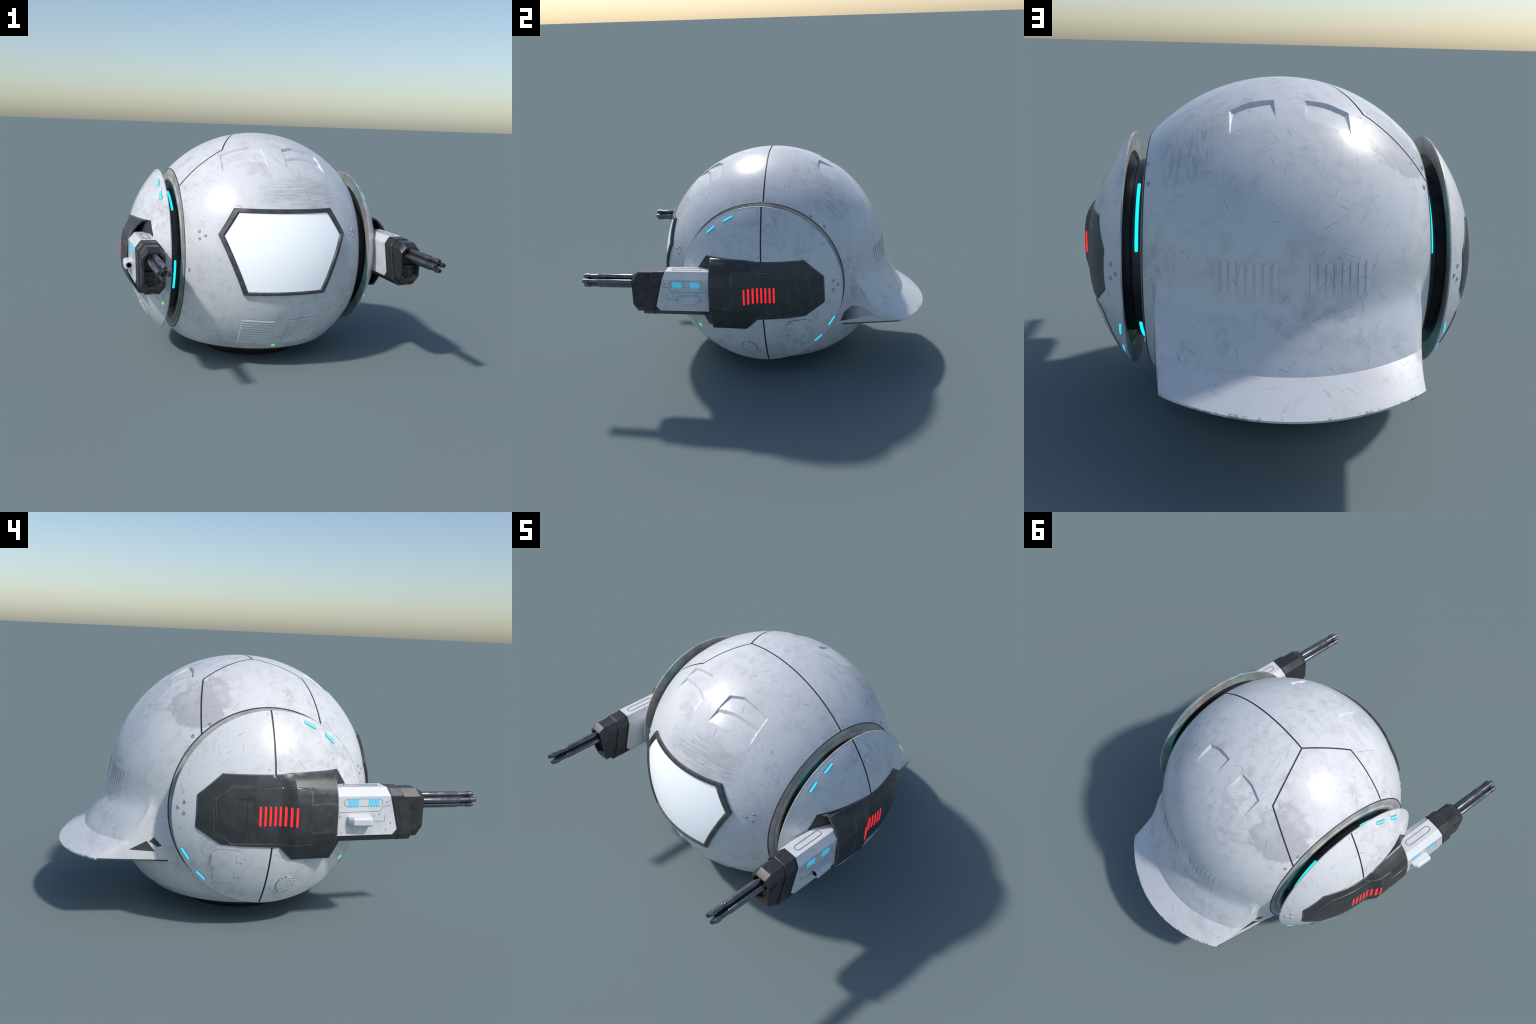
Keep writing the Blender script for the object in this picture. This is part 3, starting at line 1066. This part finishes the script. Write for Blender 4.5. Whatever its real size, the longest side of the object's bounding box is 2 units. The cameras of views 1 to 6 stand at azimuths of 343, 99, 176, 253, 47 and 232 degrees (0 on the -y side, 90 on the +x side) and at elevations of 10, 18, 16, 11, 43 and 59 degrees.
def loft(name, rings, mat, parent, s, caps=(True, True), angle=25, width=0.0):
    bm = bmesh.new()
    V = [[bm.verts.new(G(*p, s)) for p in r] for r in rings]
    n = len(V[0])
    for a, b in zip(V, V[1:]):
        for i in range(n):
            bm.faces.new((a[i], a[(i + 1) % n], b[(i + 1) % n], b[i]))
    if caps[0]:
        bm.faces.new(V[0])
    if caps[1]:
        bm.faces.new(V[-1])
    ob = finish(bm, name, mat, parent, angle)
    if width:
        md = ob.modifiers.new("edge", "BEVEL")
        md.width = width
        md.segments = 2
        md.limit_method = "ANGLE"
        md.angle_limit = math.radians(25)
    return ob


def octo(hw, top, bot, tf, ct, cb, inset=0.0):
    """eight-sided section: half width, top, bottom, half flat, chamfer heights"""
    hw -= inset; top -= inset; bot += inset; tf = tf - inset * 0.41
    return [(tf, top), (hw, top - ct), (hw, bot + cb), (tf, bot), (-tf, bot), (-hw, bot + cb), (-hw, top - ct), (-tf, top)]


def slant(y0, z):
    return y0 - (0.756 - z) * 0.27


def pipe(name, cx, cz, prof, mat, parent, s, n=18):
    """profile [(y, r)] along the gun axis; a falling tail makes the bore"""
    rings = []
    for y, r in prof:
        rings.append([(cx + r * math.cos(2 * math.pi * i / n), y, cz + r * math.sin(2 * math.pi * i / n)) for i in range(n)])
    return loft(name, rings, mat, parent, s, (True, True), 35)


def side_plate(name, poly, mat, parent, s, x, off=0.0015, bevel=0.0):
    """small inlay on the outer gun flank; outline in (y, z)"""
    def f(y, z):
        p = G(x, y, z, 1)
        return p, Vector((1, 0, 0))
    return conform(name, poly, f, mat, parent, off=off, depth=0.003, step=0.2, bevel=bevel, s=s)


def side_line(name, pts, mat, parent, s, x, width=0.003):
    for a, b in zip(pts, pts[1:]):
        side_plate(name, bar(a, b, width), mat, parent, s, x, 0.0008)


def build_gun(s):
    sec = octo(0.0705, 0.754, 0.494, 0.039, 0.036, 0.033)
    core = [[(x, -0.12, z) for x, z in sec], [(x, -0.40, z) for x, z in sec], [(x, slant(-0.569, z), z) for x, z in sec]]
    gun = loft("gun", core, M_DARKG, root, s, width=0.003)
    # white cover: arch section, raked front edge, cut lower corner
    bm = bmesh.new()
    arch = [(-0.0725, 0.530), (-0.0725, 0.555), (-0.0725, 0.719), (-0.040, 0.756), (0.040, 0.756), (0.0725, 0.719), (0.0725, 0.555), (0.0725, 0.530)]
    def fy(z):
        return -0.527 if z < 0.54 else slant(-0.495, z)
    rows = []
    for k in range(2):
        rows.append([])
        for x, z in arch:
            xx, zz = x * 0.972, z - (0.0015 if z > 0.75 else 0.0)
            rows[-1].append(bm.verts.new(G(xx, -0.20 if k == 0 else fy(z), zz, s)))
    for i in range(len(arch) - 1):
        bm.faces.new((rows[0][i], rows[0][i + 1], rows[1][i + 1], rows[1][i]))
    cover = finish(bm, "gun_cover", M_GUNW, gun, smooth=False)
    md = cover.modifiers.new("shell", "SOLIDIFY")
    md.thickness = 0.005
    md.offset = 0
    # gasket between cover and collar
    gk = octo(0.0715, 0.7552, 0.494, 0.0405, 0.037, 0.033)
    loft("gasket", [[(x, slant(-0.4955, z), z) for x, z in gk], [(x, slant(-0.507, z), z) for x, z in gk]], M_GROOVE, gun, s)
    # nose: hollow snout
    no = octo(0.0625, 0.748, 0.509, 0.034, 0.036, 0.033)
    def ring(sec_, y, sl):
        return [(x, y - sl * (0.748 - z), z) for x, z in sec_]
    ns = octo(0.0625, 0.748, 0.509, 0.034, 0.036, 0.033)
    front = octo(0.0615, 0.728, 0.532, 0.032, 0.030, 0.028)
    hole = octo(0.0495, 0.716, 0.545, 0.026, 0.026, 0.024)
    loft("gun_nose", [ring(ns, -0.565, 0.25), [(x, -0.655 - 0.02 * min(1, (0.748 - z) / 0.05), z) for x, z in ns],
                      [(x, -0.690, z) for x, z in front], [(x, -0.692, z) for x, z in octo(0.0600, 0.7265, 0.5335, 0.0315, 0.030, 0.028)],
                      [(x, -0.692, z) for x, z in hole], [(x, -0.630, z) for x, z in octo(0.047, 0.714, 0.547, 0.025, 0.026, 0.024)]], M_DARKG, gun, s)
    # launcher block with six tubes under the barrels
    blk = octo(0.0475, 0.618, 0.5465, 0.0465, 0.002, 0.024)
    loft("launcher_block", [[(x, -0.625, z) for x, z in blk], [(x, -0.664, z) for x, z in blk]], M_DARKG, gun, s, width=0.002)
    for zz in (0.600, 0.570):
        for xx in (-0.028, 0.0, 0.028):
            pipe("launcher_tube", xx, zz, [(-0.659, 0.0112), (-0.6665, 0.0112), (-0.6670, 0.0098), (-0.664, 0.0094)], M_DARK, gun, s, 16)
            pipe("launcher_cap", xx, zz, [(-0.660, 0.0094), (-0.6646, 0.0090), (-0.6652, 0.006)], M_GROOVE, gun, s, 16)
    # rotary barrels
    bz, br = 0.6805, 0.0258
    pipe("barrel_hub", 0, bz, [(-0.625, 0.034), (-0.656, 0.034), (-0.660, 0.030), (-0.661, 0.012)], M_STEEL, gun, s, 24)
    pipe("barrel_spindle", 0, bz, [(-0.66, 0.0175), (-0.905, 0.0175), (-0.907, 0.013), (-0.972, 0.013), (-0.976, 0.008)], M_GROOVE, gun, s, 14)
    for k in range(4):
        a = math.pi / 2 * k + 0.12
        cx, cz = br * math.cos(a), bz + br * math.sin(a)
        pipe("barrel", cx, cz, [(-0.66, 0.0088), (-0.700, 0.0088), (-0.702, 0.0138), (-0.708, 0.0145), (-0.908, 0.0145), (-0.911, 0.0132), (-0.912, 0.0112),
                                (-0.966, 0.0112)], M_STEEL, gun, s)
        pipe("muzzle", cx, cz, [(-0.962, 0.0112), (-0.964, 0.0142), (-0.988, 0.0144), (-0.990, 0.0116), (-1.0, 0.0112), (-1.0, 0.0074),
                                (-0.985, 0.0064)], M_STEEL, gun, s)
    # flank details
    X = 0.0732
    for y0 in (-0.444, -0.340):
        for i in range(7):
            y = y0 + 0.0079 * i
            side_plate("blue_light_bar", [(y, 0.669), (y + 0.0036, 0.669), (y + 0.0026, 0.7085), (y - 0.001, 0.7085)], M_GUNBLUE, gun, s, X, 0.0022)
    out = stadium(-0.366, 0.690, 0, 0.196, 0.036)
    side_line("panel_line", out + [out[0]], M_SOFTLINE, gun, s, X, 0.0018)
    side_line("panel_line", [(-0.505, 0.672), (-0.470, 0.672), (-0.455, 0.646), (-0.24, 0.644)], M_SOFTLINE, gun, s, X, 0.0024)
    side_line("panel_line", [(-0.482, 0.632), (-0.482, 0.598), (-0.41, 0.598)], M_SOFTLINE, gun, s, X, 0.0018)
    side_line("panel_line", [(-0.514, 0.674), (-0.548, 0.674), (-0.560, 0.622), (-0.588, 0.622)], M_GROOVE, gun, s, 0.0705, 0.003)
    side_plate("side_button", stadium(-0.655, 0.668, 0, 0.060, 0.032), M_DARKG, gun, s, 0.0622, 0.003, 0.0025)
    def rivet(y, z, x=X):
        p = G(x, y, z, s)
        place(RIVET, "rivet", p, Vector((s, 0, 0)), gun)
    for y, z in ((-0.487, 0.690), (-0.452, 0.633), (-0.515, 0.588), (-0.492, 0.556), (-0.262, 0.546), (-0.252, 0.624)):
        rivet(y, z)
    # top inlay slot
    def ftop(x, y):
        return G(x, y, 0.7572, 1), Vector((0, 0, 1))
    slot = stadium(0.0, -0.375, math.pi / 2, 0.175, 0.034)
    for a, b in zip(slot, slot[1:] + slot[:1]):
        conform("panel_line", bar(a, b, 0.0024), ftop, M_LINE, gun, off=0.0009, depth=0.002, step=0.2, s=s)
    # sensor pod on the outer flank
    def pod(y, o, za, zb):
        return [(X - 0.004, y, za + 0.002), (X + o * 0.75, y, za), (X + o, y, za - 0.010), (X + o, y, zb + 0.008), (X + o * 0.8, y, zb), (X - 0.004, y, zb)]
    p = loft("sensor_pod", [pod(-0.288, 0.018, 0.622, 0.592), pod(-0.308, 0.039, 0.626, 0.582), pod(-0.400, 0.0428, 0.626, 0.580), pod(-0.404, 0.039, 0.623, 0.583)],
             M_GUNW, gun, s, width=0.002)
    pipe("pod_lens", X + 0.017, 0.603, [(-0.395, 0.0150), (-0.4065, 0.0150), (-0.407, 0.012), (-0.404, 0.010)], M_LENS, gun, s, 20)
    # small red lamp under the snout
    bm = bmesh.new()
    q = [bm.verts.new(G(x, y, z, s)) for y in (-0.652, -0.672) for x, z in ((-0.012, 0.506), (0.012, 0.506), (0.012, 0.518), (-0.012, 0.518))]
    for f in ((0, 1, 2, 3), (4, 5, 6, 7), (0, 1, 5, 4), (1, 2, 6, 5), (2, 3, 7, 6), (3, 0, 4, 7)):
        bm.faces.new([q[i] for i in f])
    finish(bm, "red_lamp", M_RED, gun, smooth=False)
    return gun


for s in (1, -1):
    build_disc(s)
    build_joint(s)
    build_housing(s)
    build_gun(s)
